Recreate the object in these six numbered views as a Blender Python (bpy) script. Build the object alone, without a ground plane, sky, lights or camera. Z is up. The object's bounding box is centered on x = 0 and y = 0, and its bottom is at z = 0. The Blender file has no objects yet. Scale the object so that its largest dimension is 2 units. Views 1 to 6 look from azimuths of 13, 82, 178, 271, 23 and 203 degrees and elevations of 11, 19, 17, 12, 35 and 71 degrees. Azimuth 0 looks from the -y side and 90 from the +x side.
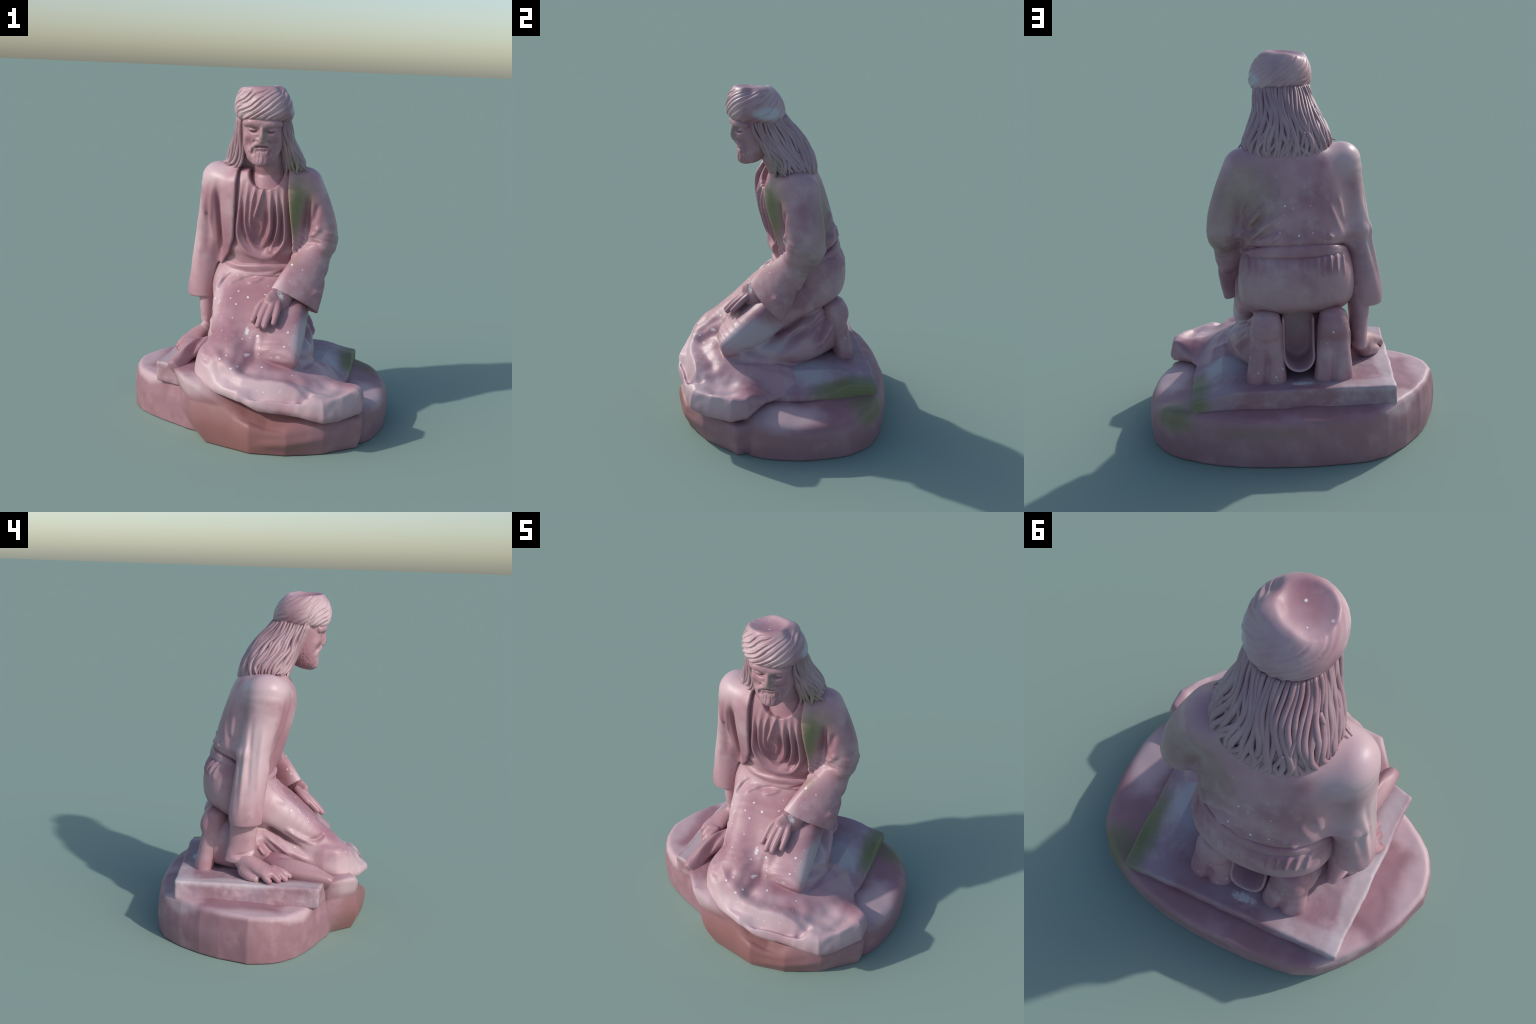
# A carved stone statue: a bearded man in turban and robe kneels on a slab laid over rough rock.
# Every part is described by profiles, spines and cross-sections; these are blended as distance
# fields and polygonised part by part (surface nets), all in world metres with origin at 0,0,0.
import bpy, math
import numpy as np
from mathutils import noise as mnoise

F = np.float32
rng = np.random.default_rng(7)

# ---------------------------------------------------------------- field toolkit
def arr(v): return np.asarray(v, F)
def smin(a, b, k):
    h = np.clip(0.5 + 0.5 * (b - a) / k, 0, 1)
    return b + (a - b) * h - k * h * (1 - h)
def smax(a, b, k): return -smin(-a, -b, k)
def sstep(x, a, b):
    t = np.clip((x - a) / (b - a), 0, 1)
    return t * t * (3 - 2 * t)

def catmull(pts, n):
    """Smooth curve through stations (any number of columns)."""
    p = np.asarray(pts, float)
    if len(p) < 3 or n <= 1: return p
    q = np.vstack([2 * p[0] - p[1], p, 2 * p[-1] - p[-2]])
    out = []
    for i in range(1, len(q) - 2):
        for t in np.arange(n) / n:
            a, b, c, d = q[i - 1], q[i], q[i + 1], q[i + 2]
            out.append(0.5 * (2 * b + (c - a) * t + (2 * a - 5 * b + 4 * c - d) * t * t + (3 * b - a - 3 * c + d) * t ** 3))
    out.append(p[-1])
    return np.array(out)

def ellipsoid(P, c, r, rot=None):
    q = P - arr(c)
    if rot is not None: q = q @ arr(rot)
    r = arr(r)
    k0 = np.sqrt(((q / r) ** 2).sum(-1)); k1 = np.sqrt(((q / r ** 2) ** 2).sum(-1))
    return k0 * (k0 - 1) / np.maximum(k1, 1e-6)

def rot_x(a):
    c, s = math.cos(math.radians(a)), math.sin(math.radians(a))
    return np.array([[1, 0, 0], [0, c, -s], [0, s, c]])
def rot_z(a):
    c, s = math.cos(math.radians(a)), math.sin(math.radians(a))
    return np.array([[c, -s, 0], [s, c, 0], [0, 0, 1]])

def sweep(P, stations, side=(1, 0, 0), n=4, cap=None, power=2, cap0=None):
    """Tube through stations (x,y,z,a,b): a is the half width along `side`, b across it."""
    S = catmull(stations, n).astype(F)
    side = arr(side); best = None
    for i in range(len(S) - 1):
        c0, c1 = S[i, :3], S[i + 1, :3]
        T = c1 - c0; L2 = float(T @ T)
        if L2 < 1e-12: continue
        Tn = T / math.sqrt(L2)
        A = side - Tn * (side @ Tn); A = A / np.linalg.norm(A); B = np.cross(Tn, A)
        q = P - c0
        t = np.clip(q @ T / L2, 0, 1)
        q = q - t[..., None] * T
        a = S[i, 3] + t * (S[i + 1, 3] - S[i, 3]); b = S[i, 4] + t * (S[i + 1, 4] - S[i, 4])
        m = np.minimum(a, b)
        cc = cap0 if (i == 0 and cap0 is not None and len(S) > 2) else cap
        cw = m if cc is None else F(cc)
        u, v, w = q @ A, q @ B, q @ Tn
        if power == 2:
            k0 = np.sqrt((u / a) ** 2 + (v / b) ** 2 + (w / cw) ** 2)
            k1 = np.sqrt((u / a ** 2) ** 2 + (v / b ** 2) ** 2 + (w / cw ** 2) ** 2)
            d = k0 * (k0 - 1) / np.maximum(k1, 1e-6)
        else:
            k0 = (np.abs(u / a) ** power + np.abs(v / b) ** power + np.abs(w / cw) ** power) ** (1 / power)
            d = (k0 - 1) * m
        best = d if best is None else np.minimum(best, d)
    return best

def loft(P, rows, k=0.04, power=2.0):
    """Stack of horizontal sections (z,cx,cy,rx,ry)."""
    R = catmull(rows, 6); R = R[np.argsort(R[:, 0])]
    z = P[..., 2]
    cx, cy, rx, ry = (np.interp(z, R[:, 0], R[:, j]).astype(F) for j in (1, 2, 3, 4))
    u, v = np.abs(P[..., 0] - cx), np.abs(P[..., 1] - cy)
    k0 = ((u / rx) ** power + (v / ry) ** power) ** (1 / power)
    d = (k0 - 1) * np.minimum(rx, ry)
    return smax(smax(d, z - F(R[-1, 0]), k), F(R[0, 0]) - z, k)

def polygon(x, y, pts):
    """Signed distance to a plan outline."""
    pts = np.asarray(pts, float); n = len(pts)
    d = np.full(x.shape, 1e9, F); inside = np.zeros(x.shape, bool)
    for i in range(n):
        ax, ay = pts[i]; bx, by = pts[(i + 1) % n]
        ex, ey = bx - ax, by - ay
        wx, wy = x - F(ax), y - F(ay)
        t = np.clip((wx * F(ex) + wy * F(ey)) / F(ex * ex + ey * ey), 0, 1)
        d = np.minimum(d, (wx - F(ex) * t) ** 2 + (wy - F(ey) * t) ** 2)
        cond = ((ay > y) != (by > y)) & (x < F(ax) + F(ex) * (y - F(ay)) / F(ey if abs(ey) > 1e-9 else 1e-9))
        inside ^= cond
    d = np.sqrt(d)
    return np.where(inside, -d, d)

def crease(U, V, path, width, height):
    """Soft ridge (+) or groove (-) along a 2D path, fading out at both ends."""
    S = catmull(path, 5).astype(F)
    seg = np.linalg.norm(np.diff(S, axis=0), axis=1); s0 = np.concatenate([[0], np.cumsum(seg)]); tot = s0[-1]
    best = np.full(U.shape, 1e9, F); pos = np.zeros(U.shape, F)
    for i in range(len(S) - 1):
        e = S[i + 1] - S[i]; L2 = float(e @ e) + 1e-12
        t = np.clip(((U - S[i, 0]) * e[0] + (V - S[i, 1]) * e[1]) / L2, 0, 1)
        d = (U - S[i, 0] - t * e[0]) ** 2 + (V - S[i, 1] - t * e[1]) ** 2
        m = d < best
        best = np.where(m, d, best); pos = np.where(m, (s0[i] + t * seg[i]) / tot, pos)
    fade = sstep(pos, -0.02, 0.32) * sstep(1 - pos, -0.02, 0.32)
    return F(height) * fade * np.exp(-best / F(width * width))

def vnoise(P, scale, seed=0, octaves=3):
    """Cheap smooth value noise."""
    out = np.zeros(P.shape[:-1], F); amp = 1.0; tot = 0
    for o in range(octaves):
        r = np.random.default_rng(seed * 17 + o); tab = r.random((32, 32, 32)).astype(F) * 2 - 1
        q = P * F(scale * 2 ** o) + 100.37; i = np.floor(q).astype(int); f = q - i; f = f * f * (3 - 2 * f)
        v = 0
        for dx in (0, 1):
            for dy in (0, 1):
                for dz in (0, 1):
                    w = (f[..., 0] if dx else 1 - f[..., 0]) * (f[..., 1] if dy else 1 - f[..., 1]) * (f[..., 2] if dz else 1 - f[..., 2])
                    v = v + w * tab[(i[..., 0] + dx) % 32, (i[..., 1] + dy) % 32, (i[..., 2] + dz) % 32]
        out += amp * v; tot += amp; amp *= 0.5
    return out / F(tot)

def polygonise(field, lo, hi, h, margin=0.05):
    """Naive surface nets on a sparse block grid."""
    lo = np.asarray(lo, float); B = 8
    nb = np.ceil((np.asarray(hi, float) - lo) / h / B).astype(int); N = nb * B + 1
    ib = np.stack(np.meshgrid(*[np.arange(k) for k in nb], indexing='ij'), -1).reshape(-1, 3)
    ctr = (lo + (ib * B + B / 2) * h).astype(F)
    dc = field(ctr)
    G = np.empty(N, F)
    act = np.abs(dc) < B * h * 0.87 * 1.3 + margin
    for b, d in zip(ib[~act], dc[~act]):
        s = b * B; G[s[0]:s[0] + B + 1, s[1]:s[1] + B + 1, s[2]:s[2] + B + 1] = d
    off = np.stack(np.meshgrid(*[np.arange(B + 1)] * 3, indexing='ij'), -1)
    ia = ib[act]
    for c in range(0, len(ia), 256):
        blk = ia[c:c + 256]
        pts = (lo + (blk[:, None, None, None, :] * B + off) * h).astype(F)
        v = field(pts.reshape(-1, 3)).reshape(pts.shape[:-1])
        for b, vv in zip(blk, v):
            s = b * B; G[s[0]:s[0] + B + 1, s[1]:s[1] + B + 1, s[2]:s[2] + B + 1] = vv
    for ax in range(3):  # close at the box border
        sl = [slice(None)] * 3
        for e in (0, -1):
            sl[ax] = e; G[tuple(sl)] = np.maximum(G[tuple(sl)], 1e-4)
    ins = G < 0
    shp = tuple(N - 1)
    cnt = np.zeros(shp, np.int8)
    for dx in (0, 1):
        for dy in (0, 1):
            for dz in (0, 1):
                cnt += ins[dx:dx + shp[0], dy:dy + shp[1], dz:dz + shp[2]]
    cells = np.argwhere((cnt > 0) & (cnt < 8))
    idx = -np.ones(shp, np.int64); idx[tuple(cells.T)] = np.arange(len(cells))
    acc = np.zeros((len(cells), 3)); num = np.zeros(len(cells))
    for ax in range(3):
        o = [k for k in range(3) if k != ax]
        for e1 in (0, 1):
            for e2 in (0, 1):
                a = cells.copy(); a[:, o[0]] += e1; a[:, o[1]] += e2
                b = a.copy(); b[:, ax] += 1
                va, vb = G[tuple(a.T)], G[tuple(b.T)]
                m = (va < 0) != (vb < 0)
                t = np.where(m, va / np.where(m, va - vb, 1), 0)
                p = a.astype(float); p[:, ax] += t
                acc[m] += p[m]; num[m] += 1
    V = lo + acc / num[:, None] * h
    Q = []
    for ax in range(3):
        o1, o2 = (ax + 1) % 3, (ax + 2) % 3
        sl0 = [slice(None)] * 3; sl1 = [slice(None)] * 3; sl0[ax] = slice(0, -1); sl1[ax] = slice(1, None)
        ch = np.argwhere(ins[tuple(sl0)] != ins[tuple(sl1)])
        ok = (ch[:, o1] > 0) & (ch[:, o2] > 0) & (ch[:, o1] < shp[o1]) & (ch[:, o2] < shp[o2]); ch = ch[ok]
        flip = ins[tuple(sl0)][tuple(ch.T)]
        quad = []
        for d1, d2 in ((0, 0), (-1, 0), (-1, -1), (0, -1)):
            c = ch.copy(); c[:, o1] += d1; c[:, o2] += d2; quad.append(idx[tuple(c.T)])
        quad = np.stack(quad, 1)
        quad[~flip] = quad[~flip][:, ::-1]
        Q.append(quad[:, ::-1] if False else quad)
    Q = np.vstack(Q)
    # pull vertices onto the surface
    Vf = V.astype(F); e = F(h * 0.25); d0 = field(Vf)
    g = np.stack([(field(Vf + arr(v)) - field(Vf - arr(v))) / (2 * e) for v in np.eye(3) * e], -1)
    gl = np.maximum((g ** 2).sum(-1), 0.05)
    step = np.clip(d0 / np.sqrt(gl), -0.6 * h, 0.6 * h)
    V = V - (g / np.sqrt(gl)[:, None]) * step[:, None]
    return V, Q

def relax(V, Q, times=3):
    """Taubin smoothing: takes out polygonising ripples without shrinking."""
    n = len(V)
    E = np.vstack([Q[:, [0, 1]], Q[:, [1, 2]], Q[:, [2, 3]], Q[:, [3, 0]]])
    E = np.vstack([E, E[:, ::-1]])
    cnt = np.bincount(E[:, 0], minlength=n).astype(float)
    for k in range(2 * times):
        f = 0.55 if k % 2 == 0 else -0.52
        avg = np.stack([np.bincount(E[:, 0], weights=V[E[:, 1], j], minlength=n) for j in range(3)], 1) / cnt[:, None]
        V = V + f * (avg - V)
    V[:, 2] = np.maximum(V[:, 2], 0)
    return V

# ---------------------------------------------------------------- object helpers
ROOT = bpy.data.objects.new("kneeling_man_statue", None)
bpy.context.collection.objects.link(ROOT)
ROOT["label"] = "weathered pink stone statue of a kneeling bearded man in turban"
ROOT["category"] = "statue"

def add_mesh(name, V, Q, mat, parent=ROOT, normals=None):
    me = bpy.data.meshes.new(name)
    me.from_pydata(np.asarray(V).tolist(), [], Q.tolist() if isinstance(Q, np.ndarray) else Q)
    me.update()
    me.polygons.foreach_set("use_smooth", np.ones(len(me.polygons), bool))
    if normals is not None: me.normals_split_custom_set_from_vertices(np.asarray(normals).tolist())
    me.materials.append(mat)
    ob = bpy.data.objects.new(name, me); bpy.context.collection.objects.link(ob)
    ob.parent = parent
    return ob

def vertex_normals(V, Q):
    n = np.cross(V[Q[:, 2]] - V[Q[:, 0]], V[Q[:, 3]] - V[Q[:, 1]])
    vn = np.zeros_like(V)
    for j in range(4): np.add.at(vn, Q[:, j], n)
    return vn / np.maximum(np.linalg.norm(vn, axis=1, keepdims=True), 1e-12)

def split_mesh(V, Q, labels, parts):
    """One smooth surface parted by face label; borders coincide and share the whole's normals."""
    vn = vertex_normals(V, Q)
    obs = []
    for lab, (name, mat) in parts.items():
        q = Q[labels == lab]
        if not len(q): continue
        used, inv = np.unique(q, return_inverse=True)
        obs.append(add_mesh(name, V[used], inv.reshape(q.shape), mat, normals=vn[used]))
    return obs

# ---------------------------------------------------------------- materials
class Nodes:
    def __init__(self, name):
        self.m = bpy.data.materials.new(name); self.m.use_nodes = True
        self.t = self.m.node_tree; self.b = self.t.nodes["Principled BSDF"]
        self.co = self.t.nodes.new("ShaderNodeTexCoord").outputs["Object"]
    def link(self, a, b): self.t.links.new(a, b)
    def noise(self, scale, detail=4, rough=0.55, co=None, stretch=None, distort=0):
        n = self.t.nodes.new("ShaderNodeTexNoise"); n.inputs["Scale"].default_value = scale
        n.inputs["Detail"].default_value = detail; n.inputs["Roughness"].default_value = rough
        n.inputs["Distortion"].default_value = distort
        src = co or self.co
        if stretch:
            mp = self.t.nodes.new("ShaderNodeMapping"); mp.inputs["Scale"].default_value = stretch
            self.link(src, mp.inputs["Vector"]); src = mp.outputs[0]
        self.link(src, n.inputs["Vector"]); return n.outputs["Fac"]
    def ramp(self, fac, stops):
        r = self.t.nodes.new("ShaderNodeValToRGB"); e = r.color_ramp.elements
        e[0].position, e[0].color = stops[0][0], (*stops[0][1], 1)
        e[1].position, e[1].color = stops[-1][0], (*stops[-1][1], 1)
        for p, c in stops[1:-1]:
            k = e.new(p); k.color = (*c, 1)
        self.link(fac, r.inputs[0]); return r.outputs[0]
    def band(self, fac, a, b):
        m = self.t.nodes.new("ShaderNodeMapRange"); m.interpolation_type = 'SMOOTHSTEP'
        m.inputs["From Min"].default_value = a; m.inputs["From Max"].default_value = b
        self.link(fac, m.inputs["Value"]); return m.outputs["Result"]
    def math(self, op, a, b):
        m = self.t.nodes.new("ShaderNodeMath"); m.operation = op
        for s, v in ((0, a), (1, b)):
            if isinstance(v, (int, float)): m.inputs[s].default_value = v
            else: self.link(v, m.inputs[s])
        return m.outputs[0]
    def mix(self, fac, a, b):
        m = self.t.nodes.new("ShaderNodeMix"); m.data_type = 'RGBA'
        if isinstance(fac, (int, float)): m.inputs[0].default_value = fac
        else: self.link(fac, m.inputs[0])
        for s, v in ((6, a), (7, b)):
            if isinstance(v, tuple): m.inputs[s].default_value = (*v, 1)
            else: self.link(v, m.inputs[s])
        return m.outputs[2]
    def blob(self, c, r, edge=0.25, wob=0.35, rot=(0, 0, 0)):
        """1 inside a soft ellipsoid at c with radii r, ragged by noise."""
        mp = self.t.nodes.new("ShaderNodeMapping"); mp.vector_type = 'TEXTURE'
        mp.inputs["Location"].default_value = c; mp.inputs["Scale"].default_value = r
        mp.inputs["Rotation"].default_value = rot
        self.link(self.co, mp.inputs["Vector"])
        ln = self.t.nodes.new("ShaderNodeVectorMath"); ln.operation = 'LENGTH'; self.link(mp.outputs[0], ln.inputs[0])
        n = self.noise(9 if max(r) > .05 else 70, 5)
        if max(r) <= .05: wob = 1.2
        d = self.math('ADD', ln.outputs["Value"], self.math('MULTIPLY', self.math('SUBTRACT', n, 0.5), wob * 2))
        return self.band(d, 1 + edge, 1 - edge)
    def done(self, col, rough=0.5, bump=None, strength=0.2, dist=0.004):
        if isinstance(col, tuple): self.b.inputs["Base Color"].default_value = (*col, 1)
        else: self.link(col, self.b.inputs["Base Color"])
        if isinstance(rough, (int, float)): self.b.inputs["Roughness"].default_value = rough
        else: self.link(rough, self.b.inputs["Roughness"])
        if bump is not None:
            bp = self.t.nodes.new("ShaderNodeBump"); bp.inputs["Strength"].default_value = strength
            bp.inputs["Distance"].default_value = dist
            self.link(bump, bp.inputs["Height"]); self.link(bp.outputs[0], self.b.inputs["Normal"])
        return self.m

PINK, ROSE, PALE, LILAC = (0.46, 0.268, 0.302), (0.34, 0.16, 0.198), (0.615, 0.45, 0.475), (0.42, 0.29, 0.35)
MOSS, WHITE, BLUEWHITE, RUST = (0.16, 0.185, 0.06), (0.74, 0.70, 0.71), (0.52, 0.52, 0.55), (0.27, 0.11, 0.10)
DUSK = (0.325, 0.168, 0.20)

def painted_stone(name, base=PINK, alt=ROSE, pale=PALE, moss=(), white=(), rust=(), rose=(), pales=(), specks=(), dusty=0.35, rough=0.42):
    n = Nodes(name)
    a = n.noise(3.2, 3); b = n.noise(7.5, 5, 0.6); fine = n.noise(60, 6, 0.65)
    col = n.mix(n.band(a, 0.40, 0.68), base, alt)
    col = n.mix(n.math('MULTIPLY', n.band(b, 0.45, 0.75), dusty), col, pale)
    col = n.mix(n.math('MULTIPLY', n.band(n.noise(5.1, 4, 0.5), 0.5, 0.75), 0.25), col, LILAC)
    for args in rose: col = n.mix(n.math('MULTIPLY', n.blob(*args, 0.5, 0.25), 0.8), col, ROSE)
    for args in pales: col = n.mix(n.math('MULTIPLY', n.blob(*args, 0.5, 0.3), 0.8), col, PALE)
    for args in rust: col = n.mix(n.math('MULTIPLY', n.blob(*args, 0.5, 0.2), 0.85), col, RUST)
    for c, r, s in moss: col = n.mix(n.math('MULTIPLY', n.blob(c, r, 0.55, 0.35), s), col, MOSS)
    for c, r, s, tint in white: col = n.mix(n.math('MULTIPLY', n.blob(c, r, 0.4, 0.5), s), col, tint)
    if specks:
        vo = n.t.nodes.new("ShaderNodeTexVoronoi"); vo.inputs["Scale"].default_value = 30
        n.link(n.co, vo.inputs["Vector"])
        sep = n.t.nodes.new("ShaderNodeSeparateColor"); n.link(vo.outputs["Color"], sep.inputs[0])
        wob = n.math('SUBTRACT', n.math('MULTIPLY', n.noise(90, 3), 0.30), n.math('MULTIPLY', sep.outputs[1], 0.16))
        dot = n.band(n.math('ADD', vo.outputs["Distance"], wob), 0.22, 0.17)
        dot = n.math('MULTIPLY', dot, n.band(sep.outputs[0], 0.55, 0.60))
        for c, r in specks:
            col = n.mix(n.math('MULTIPLY', dot, n.blob(c, r, 0.3, 0.3)), col, WHITE)
    col = n.mix(n.math('MULTIPLY', n.band(fine, 0.55, 0.8), 0.10), col, pale)
    return n.done(col, rough, fine, 0.12, 0.004)

# ---------------------------------------------------------------- rock and slab
def xyz(P): return P[..., 0], P[..., 1], P[..., 2]
def curve1(x, xs, ys): return np.interp(x, xs, ys).astype(F)

PLINTH = [(-.778, .08), (-.765, -.05), (-.71, -.145), (-.60, -.24), (-.42, -.335), (-.2, -.42), (.3, -.4), (.62, -.30),
          (.725, -.2), (.772, .0), (.772, .14), (.745, .31), (.65, .45), (.5, .54), (.29, .606), (.03, .634), (-.24, .626),
          (-.45, .575), (-.66, .35), (-.757, .15)]
FRONT = [(-.27, -.37), (-.16, -.53), (.105, -.605), (.3, -.575), (.48, -.49), (.66, -.33), (.6, -.1), (.3, 0), (-.25, -.1)]

def smooth_outline(pts, n=4):
    q = pts[-2:] + pts + pts[:2]
    return catmull(q, n)[2 * n:-2 * n - 1][:len(pts) * n]
PLINTH = smooth_outline(PLINTH, 2)
def f_base(P):
    x, y, z = xyz(P)
    n1 = vnoise(P, 5, 1, 3)
    top = 0.273 - 0.018 * sstep(-y, -.2, .2) - (0.018 * sstep(y, -.15, .05) + 0.20 * np.maximum(0, x - 0.52)) * sstep(x, .42, .54) * sstep(-y, -.50, -.25) - 0.20 * np.maximum(0, y - 0.52) + 0.010 * n1
    inset = 0.004 + 0.05 * np.maximum(0, z - 0.14) - 0.010 * np.sin(np.clip(z / 0.26, 0, 1) * np.pi)
    n3 = vnoise(P * np.array([1, 1, .35], F), 9, 2, 3)
    a = polygon(x, y, PLINTH) + inset + 0.006 * n1 + 0.005 * n3
    block = smax(a, z - top, 0.03 + 0.03 * sstep(x, .4, .6))
    xs = x + 0.42 * z * np.clip(-(x - 0.0) / 0.2, 0, 1)
    crest = curve1(x, [-.45, -.4, -.35, -.2, -.06, .07, .19, .42, .6, .7], [.385, .37, .33, .295, .235, .185, .155, .15, .155, .17])
    t2 = crest + 0.7 * np.maximum(0, y + 0.60)
    t2 = np.minimum(t2, 0.37 - 0.17 * sstep(x, .25, .45)) + 0.01 * n1
    b = polygon(xs, y, FRONT) - 0.006 - 0.026 * np.sin(np.clip(z / 0.24, 0, 1) * np.pi) + 0.006 * n1
    b = b - crease(x, z, [(.10, .06), (.3, .075), (.55, .11)], 0.03, 0.012)
    front = smax(b, z - t2, 0.035)
    d = smin(block, front, 0.012)
    d = d + crease(y, z, [(-.3, .25), (-.31, .12), (-.33, .0)], 0.012, 0.01) * (x < -0.45)
    return smax(d, -z, 0.004)

SLAB = [(-.497, .50), (-.532, -.30), (-.40, -.34), (.3, -.38), (.50, -.18), (.53, .1), (.515, .485)]
def f_slab(P):
    x, y, z = xyz(P)
    n = vnoise(P, 14, 3, 3); n2 = vnoise(P, 3, 5, 2)
    a0 = polygon(x, y, SLAB) - 0.013
    top = 0.369 - 0.035 * sstep(x, 0.3, 0.52) * sstep(y, 0.1, 0.5) - 0.55 * np.maximum(0, x - .38) * sstep(-y, -.38, -.15) + 0.008 * n2
    bot = 0.246 + 0.012 * sstep(y, .3, .5) * sstep(-x, .3, .5)
    a = a0 + 0.005 * n + 0.004 * n2
    d = smax(smax(a, z - top, 0.016), bot - z, 0.016)
    return d + 0.002 * n

LEDGE = [(-.27, -.34), (-.265, -.42), (-.23, -.49), (-.12, -.58), (.03, -.632), (.15, -.632), (.37, -.62), (.505, -.59), (.605, -.49),
         (.69, -.375), (.685, -.275), (.57, -.15), (.525, .0), (.50, .25), (.2, .2), (-.2, -.1)]
def f_ledge(P):
    x, y, z = xyz(P)
    n = vnoise(P, 6, 11, 3); n2 = vnoise(P, 13, 12, 2)
    front = curve1(x, [-.3, -.2, 0, .2, .34, .56, .7], [.42, .405, .385, .37, .35, .312, .318])
    slope = curve1(x, [-.2, .05, .3, .5], [.60, .50, .20, .08])
    h = front + slope * np.maximum(0, y + 0.59)
    h = np.minimum(h, 0.50 - 0.10 * sstep(x, .1, .35)) + 0.012 * sstep(x, .1, .3) + 0.014 * n + 0.003 * n2
    h = h - 0.50 * np.maximum(0, x - .37) * sstep(y, -.28, -.08)
    h = h + crease(x, y, [(-.24, -.44), (0, -.55), (.2, -.555), (.40, -.53)], 0.04, 0.024)
    h = h + crease(x, y, [(.02, -.64), (.15, -.61), (.30, -.595), (.42, -.585)], 0.020, -0.045)
    h = h + crease(x, y, [(-.20, -.42), (-.02, -.475), (.12, -.47)], 0.03, -0.022)
    h = h + crease(x, y, [(.36, -.60), (.40, -.54), (.43, -.50)], 0.02, -0.03)
    h = h + crease(x, y, [(.50, -.60), (.57, -.53), (.67, -.38)], 0.03, 0.024)
    h = h + crease(x, y, [(.49, -.50), (.56, -.42), (.62, -.30)], 0.03, -0.018)
    h = h + crease(x, y, [(.38, -.50), (.44, -.43), (.50, -.30)], 0.05, -0.022)
    h = h + crease(x, y, [(.10, -.50), (.25, -.46), (.42, -.44)], 0.03, -0.012)
    edge = polygon(x, y, LEDGE)
    h = h - 0.022 * sstep(edge, -.075 - .012 * n, -.045 - .012 * n) * sstep(-x, -.46, -.36) * sstep(x, -.27, -.16)
    h = h - 0.45 * np.maximum(0, y + .06)
    bot = curve1(x, [-.35, -.22, .05, .15, .37, .5, .67], [.35, .325, .29, .25, .24, .21, .195]) + 0.15 * np.maximum(0, y + .5)
    a = edge + 0.014 * n + 0.003 * n2 + 0.20 * (z - bot) - 0.008
    a = a + 0.018 * np.exp(-((z - bot) / 0.02) ** 2)
    return smax(smax(a, z - h, 0.026), bot - z, 0.012)

# ---------------------------------------------------------------- clothed body
TORSO = [(.86, -.02, .165, .27, .20), (1.0, -.03, .137, .255, .195), (1.08, -.032, .118, .26, .20), (1.2, -.035, .092, .268, .206),
         (1.33, -.03, .060, .275, .200), (1.43, -.025, .042, .275, .180), (1.50, -.02, .042, .23, .145), (1.56, -.01, .045, .13, .11)]
SLEEVE_R = [(-.28, .025, 1.43, .112, .115), (-.315, .035, 1.30, .088, .106), (-.346, .078, 1.10, .082, .096), (-.376, .106, .90, .085, .097),
            (-.398, .120, .76, .090, .098), (-.40, .120, .702, .088, .093)]
SLEEVE_L1 = [(.225, .06, 1.425, .105, .12), (.292, .075, 1.30, .09, .115), (.332, .088, 1.17, .09, .112), (.34, .08, 1.08, .085, .105)]
SLEEVE_L2 = [(.325, .075, 1.13, .07, .07), (.305, .03, 1.0, .102, .072), (.264, -.045, .88, .142, .070), (.228, -.112, .765, .166, .064)]
CUFF_AXIS = (.733, .436, -.521)

def f_torso(P):      # flat-fronted, round-backed
    return loft(P, TORSO, 0.03, 2.05 + 0.75 * sstep(.10 - P[..., 1], 0, .16))

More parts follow.
